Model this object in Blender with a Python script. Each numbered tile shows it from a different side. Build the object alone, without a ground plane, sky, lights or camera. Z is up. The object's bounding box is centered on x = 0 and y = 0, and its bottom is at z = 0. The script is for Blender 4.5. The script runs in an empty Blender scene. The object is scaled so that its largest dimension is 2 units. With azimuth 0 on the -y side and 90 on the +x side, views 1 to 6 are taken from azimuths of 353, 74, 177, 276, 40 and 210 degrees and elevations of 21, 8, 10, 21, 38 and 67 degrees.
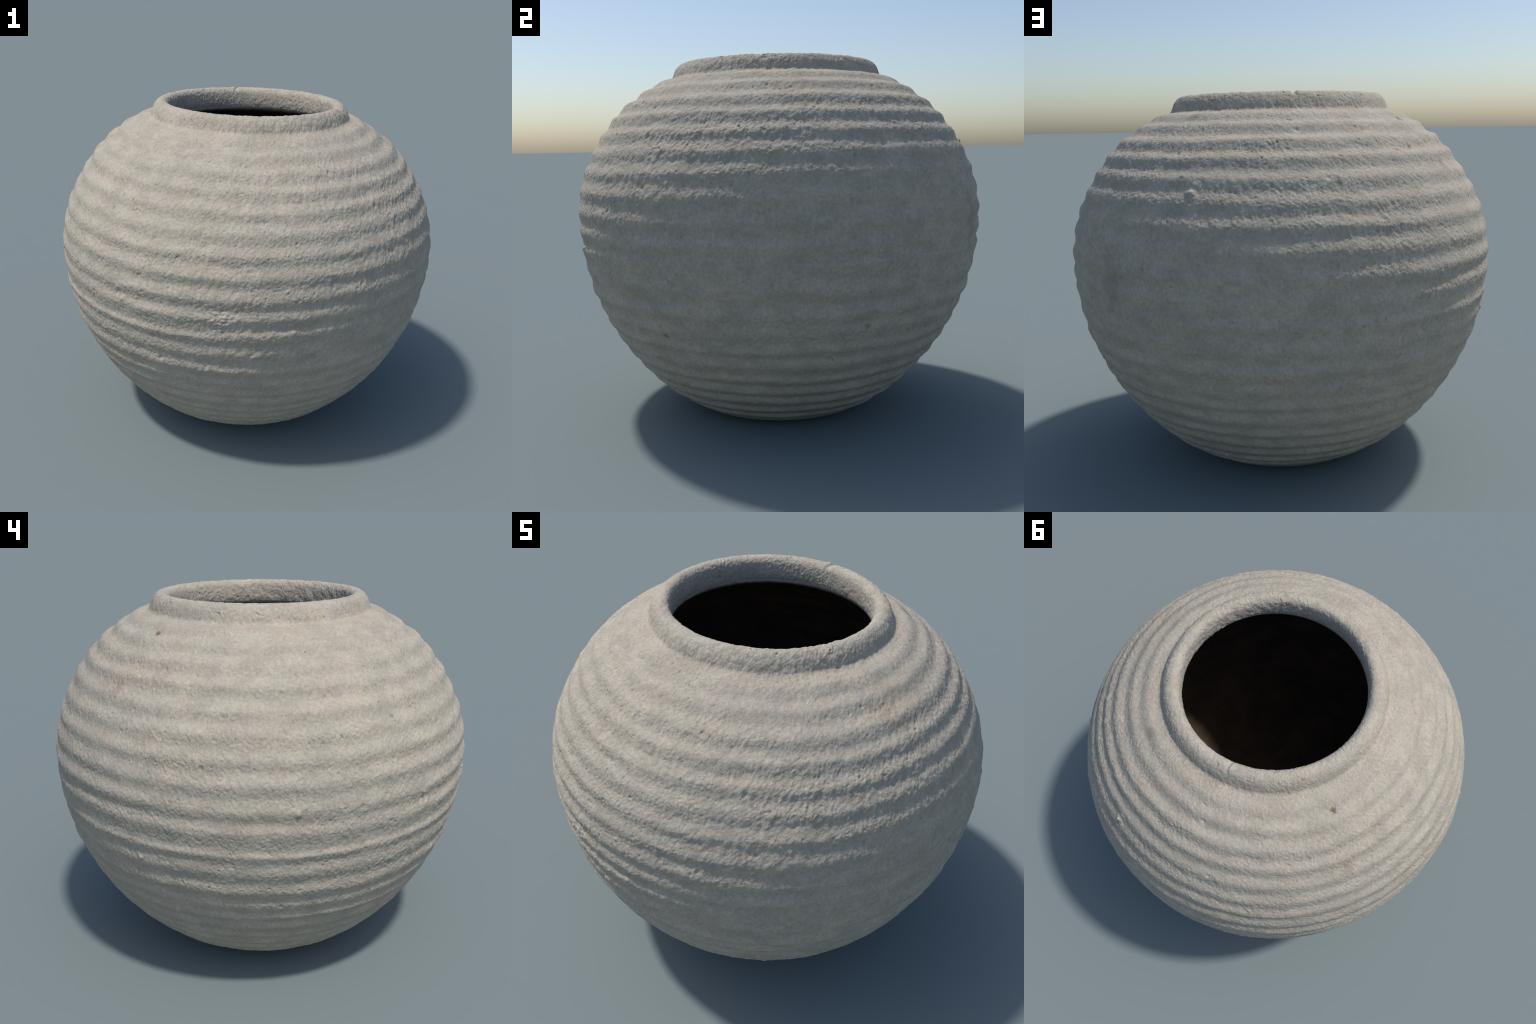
"""A globular clay jar, thrown on a wheel: ridged wall, short collar rim, dark hollow inside."""
import bpy
import numpy as np

AROUND = 1500          # vertices round the axis, outside
AROUND_IN = 500        # and inside


# ------------------------------------------------------------------ noise
def make_noise(seed):
    rng = np.random.default_rng(seed)
    perm = rng.permutation(256).astype(np.int32)
    perm = np.concatenate([perm, perm, perm])
    g = rng.normal(size=(256, 3)).astype(np.float32)
    g /= np.linalg.norm(g, axis=1, keepdims=True)

    def noise(x, y, z):
        """Perlin gradient noise, about -0.7 .. 0.7."""
        x, y, z = (np.asarray(a, np.float32) for a in (x, y, z))
        xi, yi, zi = np.floor(x), np.floor(y), np.floor(z)
        fx, fy, fz = x - xi, y - yi, z - zi
        xi, yi, zi = (a.astype(np.int32) & 255 for a in (xi, yi, zi))
        u, v, w = (f * f * f * (f * (f * 6 - 15) + 10) for f in (fx, fy, fz))
        total = 0
        for i in (0, 1):
            wx = u if i else 1 - u
            for j in (0, 1):
                wy = v if j else 1 - v
                pij = perm[perm[xi + i] + yi + j]
                for k in (0, 1):
                    wz = w if k else 1 - w
                    h = g[perm[pij + zi + k]]
                    total = total + wx * wy * wz * (h[..., 0] * (fx - i) + h[..., 1] * (fy - j) + h[..., 2] * (fz - k))
        return total
    return noise


def smoothstep(a, b, x):
    t = np.clip((x - a) / (b - a), 0, 1)
    return t * t * (3 - 2 * t)


# ------------------------------------------------------------------ profile (radius, height)
BASE = [(0.0, 0.012), (0.20, 0.010), (0.33, 0.003), (0.375, 0.000), (0.395, 0.0025)]
# throwing ridges, from the foot to the shoulder: crest and groove in turn
WALL = [(0.452, 0.021), (0.489, 0.044), (0.537, 0.071), (0.551, 0.092), (0.609, 0.125), (0.6235, 0.151),
        (0.674, 0.187), (0.691, 0.219), (0.732, 0.250), (0.750, 0.288), (0.788, 0.321), (0.801, 0.353),
        (0.839, 0.399), (0.8525, 0.440), (0.879, 0.472), (0.889, 0.507),
        (0.915, 0.553), (0.922, 0.588), (0.949, 0.635), (0.952, 0.681), (0.972, 0.732), (0.976, 0.782),
        (0.991, 0.832), (0.986, 0.864), (0.998, 0.922), (0.991, 0.961), (0.999, 1.013), (0.985, 1.061),
        (0.985, 1.110), (0.964, 1.160), (0.958, 1.203), (0.934, 1.242), (0.918, 1.291), (0.889, 1.328),
        (0.870, 1.373), (0.838, 1.404), (0.813, 1.448), (0.779, 1.475), (0.746, 1.515), (0.702, 1.540),
        (0.664, 1.575), (0.624, 1.594), (0.581, 1.624)]
RIM = [(0.529, 1.636), (0.520, 1.643), (0.512, 1.664), (0.502, 1.686), (0.487, 1.704), (0.470, 1.7125), (0.455, 1.713),
       (0.441, 1.707), (0.431, 1.694), (0.426, 1.672), (0.4245, 1.640), (0.4255, 1.622), (0.4285, 1.607)]
INSIDE = [(0.435, 1.592), (0.449, 1.5785), (0.495, 1.558), (0.591, 1.5075), (0.685, 1.435), (0.777, 1.326), (0.849, 1.197), (0.887, 1.045),
          (0.888, 0.91), (0.862, 0.75), (0.810, 0.60), (0.733, 0.445), (0.648, 0.32), (0.56, 0.225), (0.44, 0.155), (0.31, 0.126),
          (0.16, 0.115), (0.0, 0.113)]


def catmull(points, step):
    """Centripetal Catmull-Rom through the points, sampled about every `step` metres."""
    p = np.array(points, float)
    p = np.vstack([2 * p[0] - p[1], p, 2 * p[-1] - p[-2]])
    out, tag = [], []
    for i in range(1, len(p) - 2):
        a, b, c, d = p[i - 1:i + 3]
        t0 = 0.0
        t1 = t0 + np.linalg.norm(b - a) ** 0.5
        t2 = t1 + np.linalg.norm(c - b) ** 0.5
        t3 = t2 + np.linalg.norm(d - c) ** 0.5
        n = max(2, int(round(np.linalg.norm(c - b) / step)))
        t = np.linspace(t1, t2, n, endpoint=False)[:, None]
        a1 = (t1 - t) / (t1 - t0) * a + (t - t0) / (t1 - t0) * b
        a2 = (t2 - t) / (t2 - t1) * b + (t - t1) / (t2 - t1) * c
        a3 = (t3 - t) / (t3 - t2) * c + (t - t2) / (t3 - t2) * d
        b1 = (t2 - t) / (t2 - t0) * a1 + (t - t0) / (t2 - t0) * a2
        b2 = (t3 - t) / (t3 - t1) * a2 + (t - t1) / (t3 - t1) * a3
        out.append((t2 - t) / (t2 - t1) * b1 + (t - t1) / (t2 - t1) * b2)
        tag += [i - 1] * n
    out.append(p[-2][None])
    tag.append(len(p) - 3)
    return np.vstack(out), np.array(tag)


def grid_normals(P, ends):
    """Vertex normals of a grid (rows, around, 3) closed in the second direction."""
    dv = np.roll(P, -1, 1) - np.roll(P, 1, 1)
    du = np.empty_like(P)
    du[1:-1] = P[2:] - P[:-2]
    du[0], du[-1] = P[1] - P[0], P[-1] - P[-2]
    n = np.cross(dv, du)
    ln = np.linalg.norm(n, axis=-1, keepdims=True)
    n = n / np.maximum(ln, 1e-12)
    for row, z in ends:
        n[row] = (0, 0, z)
    return n


# ------------------------------------------------------------------ outer skin: base, wall, rim
outer = BASE + WALL + RIM
prof, tag = catmull(outer, 0.0034)
n_base, n_wall = len(BASE), len(WALL)
rows = len(prof)
arc = np.concatenate([[0], np.cumsum(np.linalg.norm(np.diff(prof, axis=0), axis=1))])
knots = np.array([arc[np.argmax(tag == i)] if i < tag[-1] else arc[-1] for i in range(len(outer))])

# the same wall without ridges: halfway between the line of the crests and the line of the grooves
wall_rows = (tag >= n_base) & (tag < n_base + n_wall - 1)
crest_k = list(range(n_base, n_base + n_wall, 2))
groove_k = list(range(n_base + 1, n_base + n_wall, 2))
mean = prof.copy()
first, last = n_base, n_base + n_wall - 1
for ax in (0, 1):
    c = np.interp(arc, knots[crest_k], np.array(outer)[crest_k, ax])
    g = np.interp(arc, knots[[first] + groove_k + [last]], np.array(outer)[[first] + groove_k + [last], ax])
    line = np.where(wall_rows, 0.5 * (c + g), prof[:, ax])
    soft = np.convolve(np.pad(line, 20, mode="edge"), np.ones(41) / 41, "valid")
    share = smoothstep(knots[first] + 0.01, knots[first] + 0.07, arc) * (1 - smoothstep(knots[last] - 0.07, knots[last] - 0.01, arc))
    mean[:, ax] = line + share * (soft - line)

theta = np.arange(AROUND) * (2 * np.pi / AROUND)       # 0 stands on -y, a quarter turn on +x
cx, cy = np.sin(theta)[None, :], -np.cos(theta)[None, :]

fine, coarse, third = make_noise(3), make_noise(11), make_noise(29)

R0, Z0 = prof[:, 0][:, None], prof[:, 1][:, None]
S = arc[:, None]
on_wall = smoothstep(knots[n_base] - 0.03, knots[n_base] + 0.05, S) * (1 - smoothstep(knots[last] - 0.05, knots[last] - 0.01, S))

# the ridges wander a little up and down along the wall, tilt slightly, and swell and fade
X0, Y0 = R0 * cx, R0 * cy
wander = 0.011 * coarse(cx * 2.2, cy * 2.2, S * 3.0) + 0.006 * third(cx * 7, cy * 7, S * 7)
tilt = 0.006 * smoothstep(0.3, 0.7, Z0) * (1 - smoothstep(1.3, 1.5, Z0)) * cx
tilt = tilt + 0.018 * np.exp(-((Z0 - 0.835) / 0.05) ** 2) * cx
shift = on_wall * (wander + tilt)
swell = 0.97 + 0.55 * coarse(cx * 2.6 + 7, cy * 2.6, S * 5.0) + 0.35 * third(cx * 9, cy * 9, S * 9)
swell = np.clip(swell, 0.7 + 0.3 * smoothstep(1.15, 1.35, Z0), 1.35) * (1 + (0.25 + 0.5 * (0.5 - 0.5 * cx)) * smoothstep(1.38, 1.5, Z0)) * (1 - 0.2 * (0.5 - 0.5 * cx) * (1 - smoothstep(0.75, 1.0, Z0)))

src = S - shift
r_ridge, z_ridge = np.interp(src, arc, prof[:, 0]), np.interp(src, arc, prof[:, 1])
r_mean, z_mean = np.interp(src, arc, mean[:, 0]), np.interp(src, arc, mean[:, 1])
# subtract the displacement along the wall itself, so only the ridges move, not the silhouette
r_along, z_along = np.interp(src, arc, mean[:, 0]) - np.interp(S, arc, mean[:, 0]), np.interp(src, arc, mean[:, 1]) - np.interp(S, arc, mean[:, 1])
a = 1 + on_wall * (swell - 1)
R = r_mean + a * (r_ridge - r_mean) - r_along
Z = z_mean + a * (z_ridge - z_mean) - z_along

neck = arc[np.argmax(prof[:, 1])]
# the jar is not perfectly round
R = R + smoothstep(0.1, 0.5, R0) * 0.003 * coarse(cx * 1.1, cy * 1.1, Z0 * 1.1 + 40)
R = R + (0.0003 * smoothstep(0.09, 0.15, Z0) * (1 - smoothstep(0.28, 0.42, Z0)) - 0.004 * (1 - smoothstep(0.06, 0.11, Z0))) * smoothstep(0.38, 0.44, R0) * (0.5 - 0.5 * cx)
R = R + (0.002 + 0.005 * np.cos(theta - np.radians(250))[None, :]) * smoothstep(1.50, 1.58, Z0) * (1 - smoothstep(1.615, 1.640, Z0)) * (S < neck)
R = R - 0.004 * cx * np.where(S < neck, smoothstep(1.63, 1.645, Z0), 1.0)

# and its axis leans: the upper half sits a little forward, the lower half a little back
upper = smoothstep(1.0, 1.35, Z0) * (1 - smoothstep(1.60, 1.64, Z0)) * (S < neck)
lower = smoothstep(0.15, 0.30, Z0) * (1 - smoothstep(0.75, 1.15, Z0)) * (S < neck)
R = R + 0.0012 * upper * (cx - cy) + 0.0014 * lower * cy
P = np.stack([R * cx, R * cy, Z], -1)
N = grid_normals(P, [(0, -1)])

# coarse grit: lumps drawn out down the slope, rougher on the belly than on the shoulder or foot
X, Y = P[..., 0], P[..., 1]
sunny = 0.5 + 0.5 * np.sin(theta + 0.35)[None, :]                    # rougher on the +x side
rough_zone = 0.62 + 0.38 * smoothstep(0.30, 0.75, Z) - 0.30 * smoothstep(1.48, 1.60, Z) * (1 - smoothstep(1.62, 1.64, Z)) * (S < neck)
patchy = np.clip(1.0 + 1.0 * coarse(X * 2.1 + 3, Y * 2.1, Z * 3.0), 0.45, 1.6)
rough = rough_zone * (0.56 + 0.52 * sunny) * patchy * smoothstep(0.40, 0.55, S)
lumps = fine(X * 44, Y * 44, Z * 34) + 0.5 * (0.22 - np.abs(coarse(X * 52 + 4, Y * 52, Z * 44)))
grit = third(X * 92, Y * 92, Z * 76)
tiny = coarse(X * 170, Y * 170, Z * 130)
broad = third(X * 17 + 5, Y * 17, Z * 14)
pits = -np.clip(fine(X * 60 + 50, Y * 60, Z * 60) - 0.36, 0, 1)
crisp = rough_zone * np.clip(1.0 + 1.3 * third(X * 5 + 2, Y * 5, Z * 9), 0.5, 1.8) * smoothstep(0.40, 0.55, S)
D = rough * (0.0036 * lumps + 0.0020 * broad - 0.0016) + crisp * (0.0023 * grit + 0.0012 * tiny + 0.022 * pits)

# places with a story: (centre x, y, z, radius, height)
MARKS = [(-0.670, -0.737, 0.988, 0.011, 0.008),   # grog pebbles standing out
         (-0.880, 0.410, 0.744, 0.011, 0.008),
         (-0.968, -0.235, 0.998, 0.013, 0.007),
         (0.107, -0.984, 0.855, 0.014, 0.010),
         (0.384, 0.814, 1.325, 0.018, 0.020),     # a torn lump with a pit under it
         (0.392, 0.828, 1.297, 0.014, -0.010),
         (0.372, 0.806, 1.352, 0.018, 0.006),
         (-0.504, 0.603, 1.473, 0.013, -0.008),   # pits
         (-0.734, 0.428, 1.396, 0.010, -0.006),
         (0.063, -0.490, 1.683, 0.010, -0.006),
         (0.832, -0.473, 0.682, 0.009, -0.005),
         (0.851, 0.030, 0.425, 0.011, -0.005),
         (-0.689, -0.585, 1.312, 0.010, -0.005)]
# and many small nicks and grains, scattered
rng = np.random.default_rng(5)
for i in range(700):
    a, z = rng.uniform(0, 2 * np.pi), rng.uniform(0.25, 1.62)
    r = float(prof[np.argmin(np.abs(mean[:, 1] - z)), 0])
    size = rng.uniform(0.005, 0.011)
    MARKS.append((r * np.sin(a), -r * np.cos(a), z, size, size * (rng.uniform(0.2, 0.5) if rng.random() < 0.4 else -rng.uniform(0.25, 0.6))))
for x, y, z, s, h in MARKS:
    j = int(round((np.arctan2(x, -y) % (2 * np.pi)) / (2 * np.pi) * AROUND))
    span = int(3 * s / (np.hypot(x, y) * 2 * np.pi / AROUND)) + 2
    cols = np.arange(j - span, j + span + 1) % AROUND
    line = np.where((np.abs(P[:, j % AROUND, 2] - z) < 3 * s + 0.01) & (arc < neck))[0]
    if not len(line):
        continue
    block = np.ix_(np.arange(line[0], line[-1] + 1), cols)
    D[block] += h * np.exp(-((P[block] - np.array([x, y, z])) ** 2).sum(-1) / (2 * (s * 0.6) ** 2))
# a torn patch where the wall was scraped
torn = np.exp(-((X + 0.24) ** 2 / 0.012 + (Z - 0.91) ** 2 / 0.0045)) * (Y < 0)
D = D + torn * (0.0075 * fine(X * 48 + 9, Y * 48, Z * 75) + 0.0045 * third(X * 95, Y * 95, Z * 120))
# a nick across the rim
rimness = smoothstep(1.69, 1.715, Z)
across = X + 0.038 + 0.02 * (Y - 0.46)
nick = rimness * (Y > 0) * np.exp(-(across / 0.010) ** 2)
D = D - 0.008 * nick + 0.004 * rimness * (Y > 0) * np.exp(-((across + 0.017) / 0.008) ** 2)

P = P + N * D[..., None]
P[0] = (0, 0, prof[0, 1])
P[..., 2] -= P[..., 2].min()
NOUT = grid_normals(P, [(0, -1)])

# ------------------------------------------------------------------ inner skin
inner_prof, _ = catmull([RIM[-1]] + INSIDE, 0.012)
pick = AROUND // AROUND_IN
th = theta[::pick]
ix, iy = np.sin(th)[None, :], -np.cos(th)[None, :]
r, z = inner_prof[:, 0][:, None], inner_prof[:, 1][:, None]
depth = np.arange(len(inner_prof))[:, None] / 12.0
ripple = smoothstep(0, 1, depth) * smoothstep(0, 0.2, r) * (0.003 * np.sin(z * 62 + 0.4 * ix) + 0.006 * coarse(r * ix * 9, r * iy * 9, z * 9) + 0.003 * fine(r * ix * 30, r * iy * 30, z * 30))
Q = np.stack([(r - ripple) * ix, (r - ripple) * iy, z + 0 * ix], -1)
Q[0] = P[-1, ::pick]
Q[1] = 0.6 * Q[1] + 0.4 * (Q[0] + Q[2]) / 2
Q[-1] = (0, 0, inner_prof[-1, 1])
NIN = grid_normals(Q, [(-1, 1)])
NOUT[-1, ::pick] = NIN[0] = (lambda v: v / np.linalg.norm(v, axis=-1, keepdims=True))(NOUT[-1, ::pick] + NIN[0])


# ------------------------------------------------------------------ meshes
def grid_mesh(name, P, N, lo=None, hi=None):
    """Rows lo..hi of a grid as a mesh; a first or last row of one point becomes a fan."""
    rows, around = P.shape[:2]
    first_point, last_point = np.ptp(P[0], 0).max() < 1e-9, np.ptp(P[-1], 0).max() < 1e-9
    top, bottom = (1 if first_point else 0), (rows - 1 if last_point else rows)
    v = P[top:bottom].reshape(-1, 3)
    n = N[top:bottom].reshape(-1, 3)
    m = bottom - top
    i, j = np.meshgrid(np.arange(m - 1), np.arange(around), indexing="ij")
    jn = (j + 1) % around
    quads = np.stack([i * around + j, i * around + jn, (i + 1) * around + jn, (i + 1) * around + j], -1).reshape(-1, 4)
    tris, j0 = [], np.arange(around)
    if first_point:
        tris.append(np.stack([np.full(around, len(v)), (j0 + 1) % around, j0], -1))
        v, n = np.vstack([v, P[0, :1]]), np.vstack([n, N[0, :1]])
    if last_point:
        last = (m - 1) * around
        tris.append(np.stack([np.full(around, len(v)), last + j0, last + (j0 + 1) % around], -1))
        v, n = np.vstack([v, P[-1, :1]]), np.vstack([n, N[-1, :1]])
    tris = np.vstack(tris) if tris else np.zeros((0, 3), int)
    loops = np.concatenate([quads.ravel(), tris.ravel()]).astype(np.int32)
    starts = np.concatenate([np.arange(len(quads)) * 4, 4 * len(quads) + np.arange(len(tris)) * 3]).astype(np.int32)
    me = bpy.data.meshes.new(name)
    me.vertices.add(len(v))
    me.vertices.foreach_set("co", v.astype(np.float32).ravel())
    me.loops.add(len(loops))
    me.loops.foreach_set("vertex_index", loops)
    me.polygons.add(len(starts))
    me.polygons.foreach_set("loop_start", starts)
    me.update(calc_edges=True)
    me.validate()
    me.polygons.foreach_set("use_smooth", np.ones(len(me.polygons), bool))
    me.normals_split_custom_set_from_vertices(n.astype(np.float32))
    return me


# ------------------------------------------------------------------ materials
class Nodes:
    def __init__(self, name):
        self.mat = bpy.data.materials.new(name)
        self.mat.use_nodes = True
        self.t = self.mat.node_tree
        self.bsdf = self.t.nodes["Principled BSDF"]
        self.pos = self.t.nodes.new("ShaderNodeTexCoord").outputs["Object"]

    def link(self, a, b):
        if hasattr(a, "links") or hasattr(a, "is_linked"):
            self.t.links.new(a, b)
        else:
            b.default_value = a

    def scaled(self, s):
        m = self.t.nodes.new("ShaderNodeMapping")
        m.inputs["Scale"].default_value = s
        self.link(self.pos, m.inputs["Vector"])
        return m.outputs[0]

    def noise(self, s, detail=3.0, rough=0.55, offset=0.0):
        n = self.t.nodes.new("ShaderNodeTexNoise")
        m = self.t.nodes.new("ShaderNodeMapping")
        m.inputs["Scale"].default_value = s
        m.inputs["Location"].default_value = (offset, offset * 0.7, offset * 1.3)
        self.link(self.pos, m.inputs["Vector"])
        self.link(m.outputs[0], n.inputs["Vector"])
        n.inputs["Scale"].default_value = 1.0
        n.inputs["Detail"].default_value = detail
        n.inputs["Roughness"].default_value = rough
        return n.outputs["Fac"]

    def ramp(self, f, lo, hi, a=0.0, b=1.0):
        m = self.t.nodes.new("ShaderNodeMapRange")
        m.interpolation_type = "SMOOTHSTEP"
        self.link(f, m.inputs["Value"])
        for key, val in (("From Min", lo), ("From Max", hi), ("To Min", a), ("To Max", b)):
            m.inputs[key].default_value = val
        return m.outputs["Result"]

    def mix(self, f, a, b, blend="MIX"):
        m = self.t.nodes.new("ShaderNodeMix")
        m.data_type, m.blend_type = "RGBA", blend
        self.link(f, m.inputs["Factor"])
        for val, sock in ((a, m.inputs[6]), (b, m.inputs[7])):
            self.link((*val, 1) if isinstance(val, tuple) else val, sock)
        return m.outputs[2]

    def math(self, op, a, b=0.0):
        m = self.t.nodes.new("ShaderNodeMath")
        m.operation = op
        self.link(a, m.inputs[0])
        self.link(b, m.inputs[1])
        return m.outputs[0]

    def spot(self, centre, radius, stretch=(1, 1, 1)):
        """1 at the centre, fading out at the radius, with a ragged edge."""
        sub = self.t.nodes.new("ShaderNodeVectorMath")
        sub.operation = "SUBTRACT"
        self.link(self.pos, sub.inputs[0])
        sub.inputs[1].default_value = centre
        mul = self.t.nodes.new("ShaderNodeVectorMath")
        mul.operation = "MULTIPLY"
        self.link(sub.outputs[0], mul.inputs[0])
        mul.inputs[1].default_value = stretch
        ln = self.t.nodes.new("ShaderNodeVectorMath")
        ln.operation = "LENGTH"
        self.link(mul.outputs[0], ln.inputs[0])
        ragged = self.ramp(self.noise((2.2 / radius,) * 3, 2.0), 0.3, 0.7, 0.65, 1.35)
        return self.ramp(self.math("MULTIPLY", ln.outputs["Value"], ragged), 0.3 * radius, radius, 1.0, 0.0)

    def flecks(self, scale, size, share):
        """Small round dots, in a share of the cells of a Voronoi texture."""
        v = self.t.nodes.new("ShaderNodeTexVoronoi")
        v.inputs["Scale"].default_value = scale
        self.link(self.pos, v.inputs["Vector"])
        sep = self.t.nodes.new("ShaderNodeSeparateColor")
        self.link(v.outputs["Color"], sep.inputs[0])
        dot = self.ramp(v.outputs["Distance"], size * 0.4, size, 1.0, 0.0)
        some = self.math("LESS_THAN", sep.outputs[0], share)
        return self.math("MULTIPLY", dot, some)


CLAY = (0.394, 0.356, 0.291)
WARM = (0.422, 0.360, 0.291)
GREEN = (0.379, 0.360, 0.285)
LILAC = (0.388, 0.348, 0.300)


def clay_material():
    n = Nodes("pale_stoneware_clay")
    c = n.mix(n.ramp(n.noise((5.0, 5.0, 8.0), 5, 0.65), 0.42, 0.68, 0, 0.8), CLAY, WARM)
    c = n.mix(n.ramp(n.noise((8.0, 8.0, 12.0), 5, 0.65, 5.0), 0.48, 0.70, 0, 0.6), c, GREEN)
    c = n.mix(n.ramp(n.noise((9.0, 9.0, 14.0), 5, 0.65, 11.0), 0.48, 0.70, 0, 0.8), c, LILAC)
    # cloudy light and dark, then fine grain with dark and pale dots
    cloud = n.ramp(n.noise((9, 9, 16), 4, 0.6, 2.0), 0.3, 0.7, 0.90, 1.09)
    grain = n.ramp(n.noise((75, 75, 60), 3, 0.65, 7.0), 0.3, 0.7, 0.90, 1.10)
    both = n.math("MULTIPLY", cloud, grain)
    grey = n.t.nodes.new("ShaderNodeCombineColor")
    for i in range(3):
        n.link(both, grey.inputs[i])
    c = n.mix(1.0, c, grey.outputs[0], "MULTIPLY")
    c = n.mix(n.math("MULTIPLY", n.flecks(26, 0.16, 0.16), 0.55), c, (0.15, 0.13, 0.105))
    c = n.mix(n.math("MULTIPLY", n.flecks(60, 0.30, 0.10), 0.45), c, (0.56, 0.52, 0.43))
    c = n.mix(n.math("MULTIPLY", n.flecks(33, 0.24, 0.08), 0.6), c, (0.33, 0.23, 0.15))
    # stains
    stains = [((-0.507, 0.379, 1.592), 0.020, (0.15, 0.085, 0.05), 0.85),
              ((-0.676, 0.525, 1.388), 0.050, (0.29, 0.23, 0.17), 0.6),
              ((0.372, 0.458, 1.616), 0.036, (0.23, 0.19, 0.14), 0.5),
              ((0.580, -0.687, 0.521), 0.018, (0.25, 0.15, 0.07), 0.8),
              ((0.917, 0.090, 0.575), 0.020, (0.20, 0.17, 0.11), 0.6),
              ((0.705, -0.105, 1.535), 0.150, (0.36, 0.295, 0.215), 0.40),
              ((0.725, 0.683, 0.940), 0.150, (0.22, 0.20, 0.17), 0.38, (1.9, 1.9, 0.8)),
              ((-0.050, 0.463, 1.712), 0.022, (0.50, 0.465, 0.40), 0.8),
              ((-0.688, -0.586, 1.313), 0.014, (0.20, 0.14, 0.10), 0.7)]
    for centre, radius, colour, amount, *stretch in stains:
        c = n.mix(n.math("MULTIPLY", n.spot(centre, radius, *stretch), amount), c, colour)
    n.link(c, n.bsdf.inputs["Base Color"])
    n.bsdf.inputs["Roughness"].default_value = 0.85
    n.bsdf.inputs["Specular IOR Level"].default_value = 0.2
    bump = n.t.nodes.new("ShaderNodeBump")
    bump.inputs["Strength"].default_value = 0.5
    bump.inputs["Distance"].default_value = 0.006
    n.link(n.noise((150, 150, 120), 4, 0.6, 3.0), bump.inputs["Height"])
    n.link(bump.outputs[0], n.bsdf.inputs["Normal"])
    return n.mat


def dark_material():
    n = Nodes("dark_brown_inside")
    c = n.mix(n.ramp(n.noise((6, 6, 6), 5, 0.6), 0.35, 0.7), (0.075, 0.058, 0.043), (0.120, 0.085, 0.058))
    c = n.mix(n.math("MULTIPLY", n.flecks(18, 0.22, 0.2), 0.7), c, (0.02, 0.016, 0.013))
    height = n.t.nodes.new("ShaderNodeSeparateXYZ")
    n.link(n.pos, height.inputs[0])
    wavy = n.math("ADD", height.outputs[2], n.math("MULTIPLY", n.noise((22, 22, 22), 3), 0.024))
    c = n.mix(n.ramp(wavy, 1.596, 1.618), c, CLAY)     # dark brown blends raggedly into clay colour under the neck
    n.link(c, n.bsdf.inputs["Base Color"])
    n.bsdf.inputs["Roughness"].default_value = 0.95
    n.bsdf.inputs["Specular IOR Level"].default_value = 0.15
    bump = n.t.nodes.new("ShaderNodeBump")
    bump.inputs["Strength"].default_value = 0.4
    bump.inputs["Distance"].default_value = 0.01
    n.link(n.noise((40, 40, 40), 4, 0.6), bump.inputs["Height"])
    n.link(bump.outputs[0], n.bsdf.inputs["Normal"])
    return n.mat


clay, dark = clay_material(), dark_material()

# ------------------------------------------------------------------ the jar and its parts
jar = bpy.data.objects.new("clay_jar", None)
jar["label"] = "round pale stoneware jar with rough horizontal throwing ridges"
jar["category"] = "clay jar"
bpy.context.scene.collection.objects.link(jar)

foot_row = int(np.argmax(tag >= n_base))
rim_row = int(np.argmax(tag >= n_base + n_wall))
for name, mesh, mat in (("base", grid_mesh("base", P[:foot_row + 1], NOUT[:foot_row + 1]), clay),
                        ("ridged_wall", grid_mesh("ridged_wall", P[foot_row:rim_row + 1], NOUT[foot_row:rim_row + 1]), clay),
                        ("rim", grid_mesh("rim", P[rim_row:], NOUT[rim_row:]), clay),
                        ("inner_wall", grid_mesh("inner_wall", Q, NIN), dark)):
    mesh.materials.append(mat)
    part = bpy.data.objects.new(name, mesh)
    part.parent = jar
    bpy.context.scene.collection.objects.link(part)
